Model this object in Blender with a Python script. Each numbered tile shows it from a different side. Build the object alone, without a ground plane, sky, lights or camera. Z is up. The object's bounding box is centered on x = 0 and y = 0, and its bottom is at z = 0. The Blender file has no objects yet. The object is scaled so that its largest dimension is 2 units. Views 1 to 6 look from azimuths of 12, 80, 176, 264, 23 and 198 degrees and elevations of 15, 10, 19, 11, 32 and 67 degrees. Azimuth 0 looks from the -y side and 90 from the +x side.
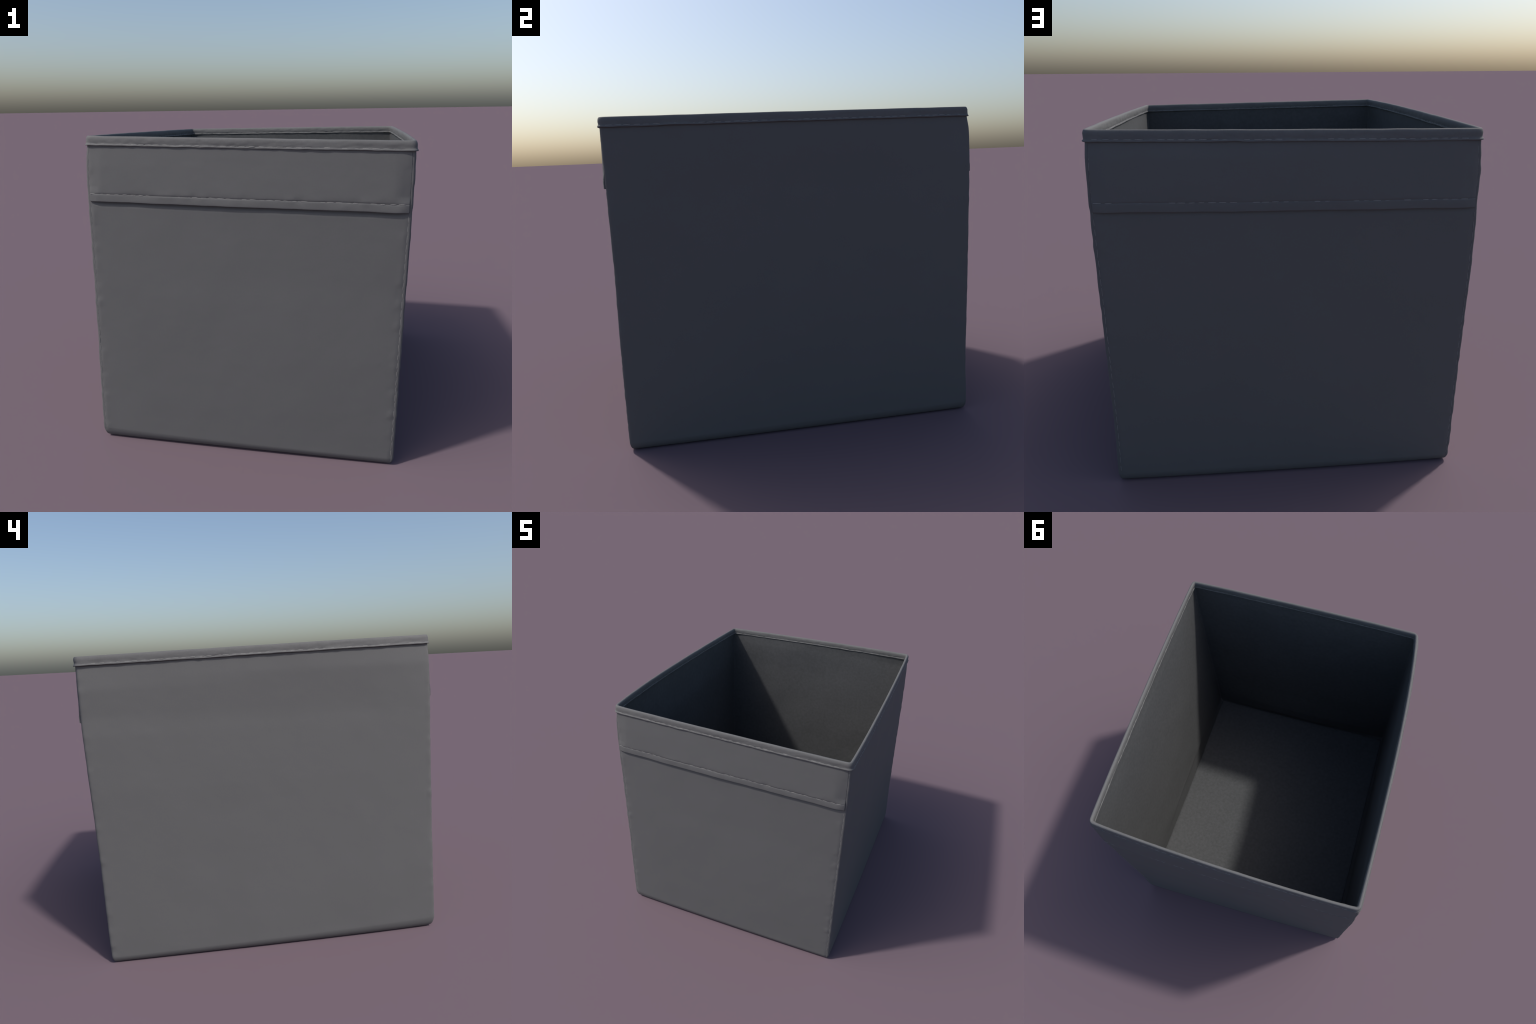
"""Open fabric storage box: four sewn wall panels, folded bands on front and back,
bound rim, dark lining with a loose base board, visible stitching."""
import bpy, math
import numpy as np

RNG = np.random.default_rng(7)

# ------------------------------------------------------------------ shape rules
# Vertical corner edges of the box: (z, x, y). Walking order: front-left,
# front-right, back-right, back-left (front faces -y).
CORNERS = [
    [(0.00, -.830, -.994), (.10, -.829, -.991), (.40, -.828, -.980), (.80, -.821, -.970),
     (1.20, -.817, -.960), (1.45, -.813, -.955), (1.60, -.810, -.952), (1.67, -.801, -.947), (1.76, -.790, -.942)],
    [(0.00, .846, -.965), (.30, .851, -.967), (.60, .855, -.967), (1.00, .861, -.962),
     (1.30, .866, -.965), (1.55, .869, -.968), (1.66, .868, -.969), (1.76, .857, -.968)],
    [(0.00, .834, .974), (.12, .830, .972), (.25, .828, .967), (.40, .826, .966), (.80, .824, .967),
     (1.30, .825, .963), (1.50, .822, .961), (1.62, .819, .955), (1.68, .814, .943), (1.76, .813, .934)],
    [(0.00, -.870, .945), (.20, -.872, .949), (.60, -.873, .953), (1.00, -.877, .965),
     (1.30, -.874, .973), (1.40, -.868, .976), (1.55, -.868, .974), (1.66, -.856, .974), (1.76, -.849, .973)],
]
RIM_Z = [1.7515, 1.7255, 1.7325, 1.7205]        # rim height over each corner
EDGE_Z = [.046, .024, .026, .018]           # height of the lower outside edge
EDGE_MID = [.031, .028, .030, .030]         # the same halfway along each side
# outward bulge of each wall at mid length: (z, bulge)
BULGE = [
    [(0.0, .009), (.4, .012), (.9, .013), (1.35, .009), (1.60, .007), (1.76, .010)],   # front
    [(0.0, .007), (.4, .003), (.9, .001), (1.35, .003), (1.60, .011), (1.76, .016)],   # right
    [(0.0, .010), (.4, .010), (.9, .012), (1.35, .016), (1.60, .022), (1.76, .024)],   # back
    [(0.0, .014), (.4, .013), (.9, .011), (1.35, .013), (1.55, .022), (1.68, .033), (1.76, .036)],   # left
]
BULGE_PEAK = [.45, .45, .50, .62]           # where along the side the bulge is largest
BOARD = [(-.806, -.960), (.812, -.942), (.816, .940), (-.826, .930)]   # base board corners
def board_height(x, y):
    """The loose board lies a little higher towards the front."""
    return .043 + .044 * np.clip((-y + .05) / .95, 0, 1)
# distance from the outside of a wall to the face of its lining, at mid length
LINING_T = [
    [(0.0, .050), (.26, .058), (.5, .036), (.9, .026), (1.4, .020), (1.60, .018), (1.68, .012), (1.8, .009)],
    [(0.0, .040), (.28, .047), (.5, .037), (.9, .028), (1.4, .023), (1.60, .020), (1.68, .013), (1.8, .009)],
    [(0.0, .032), (.22, .034), (.5, .026), (.9, .022), (1.4, .018), (1.60, .018), (1.68, .012), (1.8, .009)],
    [(0.0, .026), (.22, .028), (.5, .028), (.9, .030), (1.4, .026), (1.60, .018), (1.68, .012), (1.8, .009)],
]
R_CORNER = .017
WALL_T = .009

ZT = np.linspace(0, 1.8, 181)
def smooth_table(pts):
    p = np.array(pts); v = np.interp(ZT, p[:, 0], p[:, 1])
    k = np.exp(-np.linspace(-2, 2, 9) ** 2); k /= k.sum()
    return np.convolve(np.pad(v, 4, mode='edge'), k, mode='valid')
CX = [smooth_table([(z, x) for z, x, y in c]) for c in CORNERS]
CY = [smooth_table([(z, y) for z, x, y in c]) for c in CORNERS]
BT = [smooth_table(b) for b in BULGE]

def corner(k, z):
    k %= 4
    return np.stack([np.interp(z, ZT, CX[k]), np.interp(z, ZT, CY[k])], -1)

def side_frame(i, z):
    P, Q = corner(i, z), corner(i + 1, z)
    d = Q - P; L = np.linalg.norm(d, axis=-1, keepdims=True)
    d = d / L
    return P, Q, d, np.stack([d[..., 1], -d[..., 0]], -1), L[..., 0]

def bulge_shape(i, t):
    e = math.log(.5) / math.log(BULGE_PEAK[i % 4])
    w = np.clip(t, 0, 1) ** e
    return np.sin(np.pi * w) ** .6 if np.ndim(w) else math.sin(math.pi * w) ** .6

def offset_corner(k, z, off):
    n1 = side_frame(k - 1, z)[3]; n2 = side_frame(k, z)[3]
    dot = (n1 * n2).sum(-1, keepdims=True)
    return corner(k, z) + np.asarray(off)[..., None] * (n1 + n2) / (1 + dot)

def side_point(i, t, z, off):
    """Point on wall i at fraction t and height z, moved outward by off."""
    z = np.asarray(z, float); t = np.broadcast_to(np.asarray(t, float), z.shape)
    off = np.broadcast_to(np.asarray(off, float), z.shape)
    P = offset_corner(i, z, off); Q = offset_corner(i + 1, z, off)
    n = side_frame(i, z)[3]
    b = np.interp(z, ZT, BT[i % 4]) * bulge_shape(i, t)
    return P + (Q - P) * t[..., None] + n * b[..., None]

# ------------------------------------------------------------------ ring samples
def ring_samples(n_side=150, n_arc=8):
    """Samples round the box: ('side', i, t) and ('arc', k, w) for corner k."""
    out = []
    for i in range(4):
        for w in np.linspace(0, 1, n_arc, endpoint=False):
            out.append((1, i, w))
        # denser towards the corners
        a = np.linspace(0, 1, n_side, endpoint=False)
        for t in a:
            out.append((0, i, t))
    return out

def eval_samples(samples, Z, OFF, r=R_CORNER):
    """Z, OFF: (rows, cols) -> xyz (rows, cols, 3)."""
    rows, cols = Z.shape
    out = np.zeros((rows, cols, 3)); out[..., 2] = Z
    kinds = np.array([s[0] for s in samples]); idx = np.array([s[1] for s in samples])
    par = np.array([s[2] for s in samples])
    for i in range(4):
        m = np.where((kinds == 0) & (idx == i))[0]
        if len(m):
            z, o = Z[:, m], OFF[:, m]
            L = side_frame(i, z)[4]; rr = np.clip(r + o, .004, None) / L
            t = rr + (1 - 2 * rr) * par[m][None, :]
            out[:, m, :2] = side_point(i, t, z, o)
        m = np.where((kinds == 1) & (idx == i))[0]
        if len(m):
            z, o = Z[:, m], OFF[:, m]
            ra = np.clip(r + o, .004, None) / side_frame(i - 1, z)[4]
            rb = np.clip(r + o, .004, None) / side_frame(i, z)[4]
            a = side_point(i - 1, 1 - ra, z, o); b = side_point(i, rb, z, o)
            c = offset_corner(i, z, o)
            w = par[m][None, :, None]
            q = (1 - w) ** 2 * a + 2 * w * (1 - w) * c + w ** 2 * b
            out[:, m, :2] = q
    return out

def lerp_ring(samples, corner_vals, mid_vals=None):
    out = []
    for kind, i, t in samples:
        if kind == 1:
            out.append(corner_vals[i])
        else:
            a, b = corner_vals[i], corner_vals[(i + 1) % 4]
            v = a + (b - a) * t
            if mid_vals is not None:
                v += (mid_vals[i] - (a + b) / 2) * math.sin(math.pi * t) ** .7
            out.append(v)
    return np.array(out)

def ring_s(samples):
    """Approximate running length in metres (for noise)."""
    base = [0, 1.66, 3.58, 5.25]; L = [1.66, 1.92, 1.67, 1.92]
    return np.array([base[i] + (t * L[i] if k == 0 else t * .02 - .02) for k, i, t in samples])

def value_noise(x, y, seed):
    r = np.random.default_rng(seed); g = r.uniform(-1, 1, (64, 64))
    x = np.mod(x, 64); y = np.mod(y, 64)
    xi, yi = x.astype(int) % 64, y.astype(int) % 64
    fx, fy = x - np.floor(x), y - np.floor(y)
    fx = fx * fx * fx * (fx * (fx * 6 - 15) + 10); fy = fy * fy * fy * (fy * (fy * 6 - 15) + 10)
    x1, y1 = (xi + 1) % 64, (yi + 1) % 64
    return ((g[xi, yi] * (1 - fx) + g[x1, yi] * fx) * (1 - fy) + (g[xi, y1] * (1 - fx) + g[x1, y1] * fx) * fy)

def wrinkles(S, Z, seed):
    return (.0010 * value_noise(S * 2.3 + 3, Z * 2.3 + 1, seed)
            + .0006 * value_noise(S * 9 + 5, Z * 7 + 2, seed + 1)
            + .00018 * value_noise(S * 30, Z * 30, seed + 2))

# ------------------------------------------------------------------ mesh helpers
ROOT = bpy.data.objects.new("storage_box", None)
bpy.context.scene.collection.objects.link(ROOT)
ROOT["label"] = "open grey fabric storage box with stitched folded bands"
ROOT["category"] = "storage box"

def add_mesh(name, verts, faces, mat, parent=ROOT, smooth=True, angle=None):
    me = bpy.data.meshes.new(name)
    me.from_pydata([tuple(v) for v in verts], [], faces)
    me.validate(); me.update()
    if smooth:
        me.polygons.foreach_set("use_smooth", [True] * len(me.polygons))
    if angle:
        me.set_sharp_from_angle(angle=angle)
    me.materials.append(mat)
    ob = bpy.data.objects.new(name, me)
    bpy.context.scene.collection.objects.link(ob)
    ob.parent = parent
    return ob

def grid_faces(rows, cols, close_u=False, close_v=False, flip=False):
    f = []
    for r in range(rows if close_v else rows - 1):
        r2 = (r + 1) % rows
        for c in range(cols if close_u else cols - 1):
            c2 = (c + 1) % cols
            q = (r * cols + c, r * cols + c2, r2 * cols + c2, r2 * cols + c)
            f.append(q[::-1] if flip else q)
    return f

# ------------------------------------------------------------------ materials
def fabric(name, col, vary, rough, grain_scale, grain_strength, bump, mottled=.0):
    m = bpy.data.materials.new(name); m.use_nodes = True
    nt = m.node_tree; N = nt.nodes; Lk = nt.links
    b = N["Principled BSDF"]
    tc = N.new("ShaderNodeTexCoord")
    big = N.new("ShaderNodeTexNoise"); big.inputs["Scale"].default_value = 3.2
    big.inputs["Detail"].default_value = 5; big.inputs["Roughness"].default_value = .6
    fine = N.new("ShaderNodeTexNoise"); fine.inputs["Scale"].default_value = grain_scale
    fine.inputs["Detail"].default_value = 4; fine.inputs["Roughness"].default_value = .7
    for n in (big, fine):
        Lk.new(tc.outputs["Object"], n.inputs["Vector"])
    r1 = N.new("ShaderNodeMapRange")
    r1.inputs["From Min"].default_value = .3; r1.inputs["From Max"].default_value = .7
    r1.inputs["To Min"].default_value = 1 - vary; r1.inputs["To Max"].default_value = 1 + vary
    r2 = N.new("ShaderNodeMapRange")
    r2.inputs["From Min"].default_value = .3; r2.inputs["From Max"].default_value = .7
    r2.inputs["To Min"].default_value = 1 - grain_strength; r2.inputs["To Max"].default_value = 1 + grain_strength
    Lk.new(big.outputs["Fac"], r1.inputs["Value"]); Lk.new(fine.outputs["Fac"], r2.inputs["Value"])
    mul = N.new("ShaderNodeMath"); mul.operation = 'MULTIPLY'
    Lk.new(r1.outputs[0], mul.inputs[0]); Lk.new(r2.outputs[0], mul.inputs[1])
    mix = N.new("ShaderNodeMix"); mix.data_type = 'RGBA'; mix.blend_type = 'MULTIPLY'
    mix.inputs["Factor"].default_value = 1
    mix.inputs["A"].default_value = (*col, 1)
    Lk.new(mul.outputs[0], mix.inputs["B"])
    Lk.new(mix.outputs["Result"], b.inputs["Base Color"])
    b.inputs["Roughness"].default_value = rough
    b.inputs["Specular IOR Level"].default_value = .3
    bp = N.new("ShaderNodeBump"); bp.inputs["Strength"].default_value = bump
    bp.inputs["Distance"].default_value = .002
    Lk.new(fine.outputs["Fac"], bp.inputs["Height"]); Lk.new(bp.outputs["Normal"], b.inputs["Normal"])
    return m

M_OUT = fabric("grey_woven_cloth", (.1070, .1080, .1105), .018, .75, 150, .035, .12)
M_BIND = fabric("grey_binding_tape", (.111, .112, .114), .06, .72, 90, .05, .15)
M_IN = fabric("dark_felt_lining", (.0645, .0668, .0695), .05, .85, 48, .13, .20)
M_BOARD = fabric("dark_felt_board", (.0710, .0743, .0778), .03, .85, 42, .15, .20)
M_THREAD = fabric("pale_grey_thread", (.215, .214, .212), .05, .6, 200, .1, .1)

# ------------------------------------------------------------------ wall panels
SAMPLES = ring_samples()
S = ring_s(SAMPLES); NC = len(SAMPLES)
RIM = lerp_ring(SAMPLES, RIM_Z)
EDGE = lerp_ring(SAMPLES, EDGE_Z, EDGE_MID)
KIND = np.array([s[0] for s in SAMPLES]); IDX = np.array([s[1] for s in SAMPLES]); PAR = np.array([s[2] for s in SAMPLES])
LEN = np.array([1.66, 1.92, 1.67, 1.92])
# distance along the wall from the nearest seam (seams lie where the front and back panels end)
SEAM_D = np.full(NC, 9.0)
for j in range(NC):
    if KIND[j] == 0:
        d = min(PAR[j], 1 - PAR[j]) * LEN[IDX[j]]
        SEAM_D[j] = d if IDX[j] in (0, 2) else d + .022
    else:
        k = IDX[j]                       # seam at the end of the arc that touches side 0 or 2
        SEAM_D[j] = (PAR[j] if k in (1, 3) else 1 - PAR[j]) * .022

R_BOT = .022
nz = 260
rowsZ, rowsO = [], []
FOOT_IN = lerp_ring(SAMPLES, [.040, .030, .028, .030], [.046, .032, .028, .038])
rowsZ.append(np.zeros(NC)); rowsO.append(-FOOT_IN - .04)
for a in np.linspace(0, math.pi / 2, 16):           # soft tuck under the lower edge
    rowsZ.append((EDGE + R_BOT) * (1 - math.cos(a) ** 1.25)); rowsO.append(-FOOT_IN * (1 - math.sin(a) ** .9))
for h in np.linspace(0, 1, nz)[1:]:
    z0 = EDGE + R_BOT
    rowsZ.append(z0 + (RIM - .012 - z0) * h); rowsO.append(np.zeros(NC))
WZ, WO = np.array(rowsZ), np.array(rowsO)
SS = np.broadcast_to(S, WZ.shape)
fade = np.clip((WZ - EDGE) / .05, 0, 1) * np.clip((RIM - .05 - WZ) / .08, 0, 1)
pucker = value_noise(SS * 8 + 11, WZ * 26, 31)
seamg = np.exp(-(SEAM_D / .0045) ** 2)
WO = WO + fade * wrinkles(SS, WZ, 3) - .0022 * seamg * (fade > 0)
near = np.exp(-((SEAM_D - .018) / .014) ** 2)
WO = WO + fade * near * .0018 * pucker
hem = RIM - .3395 * np.where(IDX == 2, 1.012, 1.0)
under = np.where((KIND == 0) & (IDX == 0), .0065, np.where((KIND == 0) & (IDX == 2), .003, 0.0)) * np.clip(SEAM_D / .05, 0, 1)
dzh = WZ - (hem - .006)
WO = WO - under * np.exp(-(dzh / np.where(dzh > 0, .05, .011)) ** 2)
WALL = eval_samples(SAMPLES, WZ, WO)

def wall_cols(i):
    """Columns of panel i; side panels (right, left) also take the corner folds."""
    side = [j for j in range(NC) if KIND[j] == 0 and IDX[j] == i]
    if i in (1, 3):
        a = [j for j in range(NC) if KIND[j] == 1 and IDX[j] == i]
        b = [j for j in range(NC) if KIND[j] == 1 and IDX[j] == (i + 1) % 4]
        nxt = [j for j in range(NC) if KIND[j] == 0 and IDX[j] == (i + 1) % 4][:1]
        return a + side + b + nxt
    nxt = [j for j in range(NC) if KIND[j] == 1 and IDX[j] == (i + 1) % 4][:1]
    return side + nxt

for i, nm in enumerate(["front_panel", "side_panel", "back_panel", "side_panel"]):
    cols = wall_cols(i)
    sub = WALL[:, cols]
    add_mesh(nm, sub.reshape(-1, 3), grid_faces(sub.shape[0], len(cols)), M_OUT)

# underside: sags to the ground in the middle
rings = []
edge_ring = WALL[0]
cen = edge_ring[:, :2].mean(0)
for f in np.linspace(0, 1, 26):
    p = edge_ring.copy()
    p[:, :2] = cen + (edge_ring[:, :2] - cen) * (1 - f * .999)
    rings.append(p)
U = np.array(rings)
add_mesh("bottom_panel", U.reshape(-1, 3), grid_faces(U.shape[0], NC, close_u=True, flip=True), M_OUT)

# ------------------------------------------------------------------ folded bands (front, back)
BAND = [(.0030, -.030), (.0042, -.060), (.0062, -.10), (.0082, -.15), (.0100, -.20), (.0116, -.25),
        (.0124, -.275), (.0124, -.288), (.0116, -.2945), (.0104, -.2970), (.0102, -.2985), (.0112, -.3000),
        (.0122, -.3030), (.0128, -.3090), (.0132, -.3170), (.0134, -.3250), (.0134, -.3330), (.0130, -.3370),
        (.0112, -.3388), (.0060, -.3390), (.0020, -.3375), (-.002, -.3340)]
def dense_profile(profile):
    p = np.array(profile); out = []
    for a, b in zip(p[:-1], p[1:]):
        n = max(2, int(np.linalg.norm(b - a) / .006) + 1)
        for k in range(n):
            out.append(a + (b - a) * k / n)
    out.append(p[-1]); return np.array(out)

BAND_D = dense_profile(BAND)
BAND_DROP = {0: 0.0, 2: .004}
BAND_PROUD = {0: 1.0, 2: .75}
for i in (0, 2):
    cols = wall_cols(i)
    s = S[cols]; rim = RIM[cols]
    d_end = SEAM_D[cols]
    lift = .45 + .55 * np.clip(d_end / .045, 0, 1) ** .7
    edge_wave = .0016 * value_noise(s * 5, s * 0 + 2, 41 + i) + .0008 * value_noise(s * 17, s * 0 + 5, 43 + i)
    puff = 1 + .12 * value_noise(s * 4, s * 0 + 8, 47 + i)
    Z = np.array([rim + dz * (1 + BAND_DROP[i] / .34) + edge_wave * (1 if dz < -.285 else 0) for o, dz in BAND_D])
    lift_top = np.clip(d_end / .07, 0, 1) ** .7      # flat at the corner seams, only the hem stands out
    O = np.array([o * (lift * puff if dz < -.3 else lift_top + (lift - lift_top) * np.clip((-dz - .26) / .04, 0, 1)) for o, dz in BAND_D])
    SSb = np.broadcast_to(s, Z.shape)
    f2 = np.clip((rim - .06 - Z) / .06, 0, 1) * (BAND_D[:, 1] > -.34)[:, None]
    O = O + f2 * (wrinkles(SSb, Z, 3) * 1.2)
    # gathers where the thread pulls the cloth
    dst = np.abs(Z - (rim - .298))
    O = O + np.exp(-(dst / .022) ** 2) * .0019 * value_noise(SSb * 22, Z * 18, 53 + i)
    O = O + np.exp(-((np.broadcast_to(d_end, Z.shape) - .02) / .016) ** 2) * f2 * .0020 * value_noise(SSb * 20, Z * 24, 57)
    # the columns beyond the seam are tucked in
    sam = [SAMPLES[c] for c in cols]
    O = O * BAND_PROUD[i]
    sam = [sam[0]] + sam + [sam[-1]]                 # tucked ends at the corner seams
    Z = np.concatenate([Z[:, :1], Z, Z[:, -1:]], 1)
    O = np.concatenate([O[:, :1] * 0 - .003, O, O[:, :1] * 0 - .003], 1)
    P = eval_samples(sam, Z, O)
    add_mesh("folded_band", P.reshape(-1, 3), grid_faces(P.shape[0], len(sam), flip=True), M_OUT, angle=math.radians(60))

# ------------------------------------------------------------------ rim binding
BIND = [(-.001, -.0450), (.0050, -.0480), (.0086, -.0490), (.0102, -.0480), (.0104, -.0455), (.0092, -.0425),
        (.0074, -.0403), (.0070, -.0375), (.0074, -.0310), (.0076, -.0240), (.0074, -.0160), (.0062, -.0085),
        (.0042, -.0034), (.0020, -.0008), (-.0008, .0000), (-.0036, .0000), (-.0070, -.0008), (-.0104, -.0034),
        (-.0130, -.0085), (-.0146, -.0160), (-.0152, -.0240), (-.0150, -.0310), (-.0144, -.0375), (-.0142, -.0403),
        (-.0158, -.0425), (-.0168, -.0455), (-.0164, -.0480), (-.0144, -.0490), (-.0118, -.0478), (-.007, -.0450)]
BP = np.array(BIND)
lump = value_noise(S * 6, S * 0 + 1, 61); lump2 = value_noise(S * 26, S * 0 + 3, 62); lump3 = value_noise(S * 11, S * 0 + 9, 63)
Z, O = [], []
for o, dz in BP:
    low = np.clip((-dz - .03) / .015, 0, 1)
    outer = 1 if o > -.005 else -1
    Z.append(RIM + dz + low * (.0010 * lump + .0005 * lump2) + .0006 * lump3)
    O.append(o + outer * (.0007 * lump2 * (dz < -.01) + .0014 * lump * low + .0015 * (dz < -.012) * value_noise(S * 34, S * 0 + dz * 220, 64)))
P = eval_samples(SAMPLES, np.array(Z), np.array(O), r=.022)
add_mesh("rim_binding", P.reshape(-1, 3), grid_faces(len(BP), NC, close_u=True), M_BIND)

# ------------------------------------------------------------------ lining
def bow(samples):
    return np.array([math.sin(math.pi * t) ** .6 if k == 0 else 0.0 for k, i, t in samples])
BOW = bow(SAMPLES)
# height of the fold where the lining turns in to the base; it climbs along the right wall
CREASE = np.array([.110] * NC)
for j, (k, i, t) in enumerate(SAMPLES):
    if k == 0 and i == 1:
        CREASE[j] = .110 + .165 * math.sin(math.pi * min(1, t / .92)) ** .8 - .02 * max(0, (t - .8) / .2)
    elif k == 0:
        CREASE[j] = .110 + .03 * math.sin(math.pi * t) ** .8
LT = [np.array(l) for l in LINING_T]
Z, O = [], []
for h in np.linspace(0, 1, 120):
    z = (RIM - .020) + (CREASE - (RIM - .020)) * h
    tz = np.zeros(NC)
    for i in range(4):
        tz[IDX == i] = np.interp(z[IDX == i], LT[i][:, 0], LT[i][:, 1])
    base = WALL_T + .008 * np.clip((RIM - .06 - z) / .15, 0, 1)
    th = base + np.maximum(tz - base, 0) * BOW
    folds = BOW * np.exp(-((z - CREASE - .08) / .13) ** 2)
    th = th + folds * (.005 * value_noise(S * 2.6, z * 3, 75) + .002 * value_noise(S * 9, z * 7, 76))
    f = np.clip(h / .06, 0, 1) * np.clip((1 - h) / .03, 0, 1)
    Z.append(z)
    O.append(-th + f * (.0024 * value_noise(S * 1.9 + 2, z * 1.9, 71) + .0022 * value_noise((S + z) * 3.5, (z - S) * 1.6 + 20, 73) + .0007 * value_noise(S * 6, z * 6, 72)))
Z, O = np.array(Z), np.array(O)
LIN = eval_samples(SAMPLES, Z, O, r=.017)
def board_ring(samples, inset=0.0, r=.012):
    pts = []
    B = [np.array(b) for b in BOARD]
    c = sum(B) / 4
    B = [b - np.sign(b - c) * inset for b in B]
    for kind, i, t in samples:
        a, b = B[i], B[(i + 1) % 4]
        if kind == 0:
            L = np.linalg.norm(b - a); rr = r / L
            pts.append(a + (b - a) * (rr + (1 - 2 * rr) * t))
        else:
            p = B[(i - 1) % 4]
            u = a + (p - a) / np.linalg.norm(p - a) * r; v = a + (b - a) / np.linalg.norm(b - a) * r
            pts.append((1 - t) ** 2 * u + 2 * t * (1 - t) * a + t * t * v)
    return np.array(pts)
BR = board_ring(SAMPLES)
BZ = board_height(BR[:, 0], BR[:, 1])
last = LIN[-1]
outdir = np.zeros((NC, 2))
for i in range(4):
    m = (KIND == 0) & (IDX == i)
    outdir[m] = side_frame(i, np.array([.1]))[3][0]
strip = []
for w in np.linspace(0, 1, 12)[1:]:                  # lower fold runs in to the board edge
    q = np.zeros((NC, 3))
    q[:, :2] = last[:, :2] * (1 - w) + (BR * .997) * w
    q[:, :2] += outdir * (BOW * .006 * math.sin(math.pi * w ** .5))[:, None]
    q[:, 2] = CREASE + (BZ - .010 - CREASE) * w
    strip.append(q)
LINF = np.concatenate([LIN, np.array(strip)])
add_mesh("lining", LINF.reshape(-1, 3), grid_faces(LINF.shape[0], NC, close_u=True, flip=True), M_IN, angle=math.radians(55))

# loose base board, sagging a little in the middle
rows = []
for inset, dz in [(.004, -.016), (.0005, -.012), (0, -.006), (.0012, -.002), (.004, 0)]:
    p = board_ring(SAMPLES, inset); rows.append(np.c_[p, BZ + dz])
top = board_ring(SAMPLES, .004); c = top.mean(0)
for f in np.linspace(.02, .998, 48):
    p = c + (top - c) * (1 - f)
    z = board_height(p[:, 0], p[:, 1]) + .0018 * value_noise(p[:, 0] * 2 + 9, p[:, 1] * 2 + 9, 81) * min(1, f * 6)
    rows.append(np.c_[p, z])
Bd = np.array(rows)
add_mesh("base_board", Bd.reshape(-1, 3), grid_faces(Bd.shape[0], NC, close_u=True), M_BOARD)

# ------------------------------------------------------------------ stitching
def stitch_unit(n_len=7, n_rad=6):
    v = []
    for a in np.linspace(0, math.pi, n_len):
        for b in np.linspace(0, 2 * math.pi, n_rad, endpoint=False):
            v.append((-math.cos(a), math.sin(a) ** .6 * math.cos(b), math.sin(a) ** .6 * math.sin(b)))
    return np.array(v), grid_faces(n_len, n_rad, close_u=True)
SV, SF = stitch_unit()

def stitch_row(name, path, normal, pitch=.044, length=.034, thick=.0019, seed=0):
    """path: (n,3) polyline, normal: (n,3) outward; lays short threads end to end."""
    r = np.random.default_rng(seed)
    d = np.r_[0, np.cumsum(np.linalg.norm(np.diff(path, axis=0), axis=1))]
    V, F = [], []; pos = pitch * .5
    at = lambda arr, s: np.array([np.interp(s, d, arr[:, k]) for k in range(3)])
    while pos < d[-1] - pitch * .4:
        ln = length * r.uniform(.75, 1.1)
        a, b = at(path, pos - ln / 2), at(path, pos + ln / 2)
        n = at(normal, pos); n /= np.linalg.norm(n)
        x = b - a; L = np.linalg.norm(x); x /= L
        y = np.cross(n, x); y /= np.linalg.norm(y)
        c = (a + b) / 2 + n * r.uniform(-.0009, .0003) + y * r.uniform(-.0006, .0006)
        x = x + y * r.uniform(-.03, .03)
        base = len(V)
        for q in SV:
            V.append(c + x * q[0] * L / 2 + y * q[1] * thick + n * q[2] * thick * .8)
        F += [tuple(i + base for i in f) for f in SF]
        pos += pitch * r.uniform(.88, 1.12)
    ob = add_mesh(name, V, F, M_THREAD)
    ob["kind"] = "stuff"
    return ob

def ring_path(cols, dz, off, r=R_CORNER):
    sam = [SAMPLES[c] for c in cols]
    Z = (RIM[cols] + dz)[None]; O = np.full_like(Z, off)
    P = eval_samples(sam, Z, O, r)[0]
    Q = eval_samples(sam, Z, O + .01, r)[0]
    n = Q - P; n /= np.linalg.norm(n, axis=1, keepdims=True)
    return P, n

for i in range(4):
    cols = [j for j in range(NC) if KIND[j] == 0 and IDX[j] == i]
    P, n = ring_path(cols, -.0402, .0074, .022); stitch_row("binding_stitching", P, n, seed=100 + i)
    P, n = ring_path(cols, -.0402, -.0145, .022); stitch_row("binding_stitching", P, -n, seed=110 + i, thick=.0012)
for i in (0, 2):
    cols = [j for j in range(NC) if KIND[j] == 0 and IDX[j] == i]
    P, n = ring_path(cols, -.2985 * (1 + BAND_DROP[i] / .34), .0106 * BAND_PROUD[i]); stitch_row("band_stitching", P, n, seed=120 + i)
# seams down the four corners, on the edge of the front and back panels
for k in range(4):
    j = [c for c in range(NC) if KIND[c] == 1 and IDX[c] == k][0]
    col = j if k in (1, 3) else [c for c in range(NC) if KIND[c] == 0 and IDX[c] == k][0]
    zz = np.linspace(EDGE[col] + .03, RIM[col] - .055, 120)[:, None]
    P = np.array([eval_samples([SAMPLES[col]], z[None], np.array([[-.0014]]))[0, 0] for z in zz])
    Q = np.array([eval_samples([SAMPLES[col]], z[None], np.array([[.0100]]))[0, 0] for z in zz])
    n = Q - P; n /= np.linalg.norm(n, axis=1, keepdims=True)
    stitch_row("corner_stitching", P, n, seed=130 + k, pitch=.047, length=.039, thick=.0013)
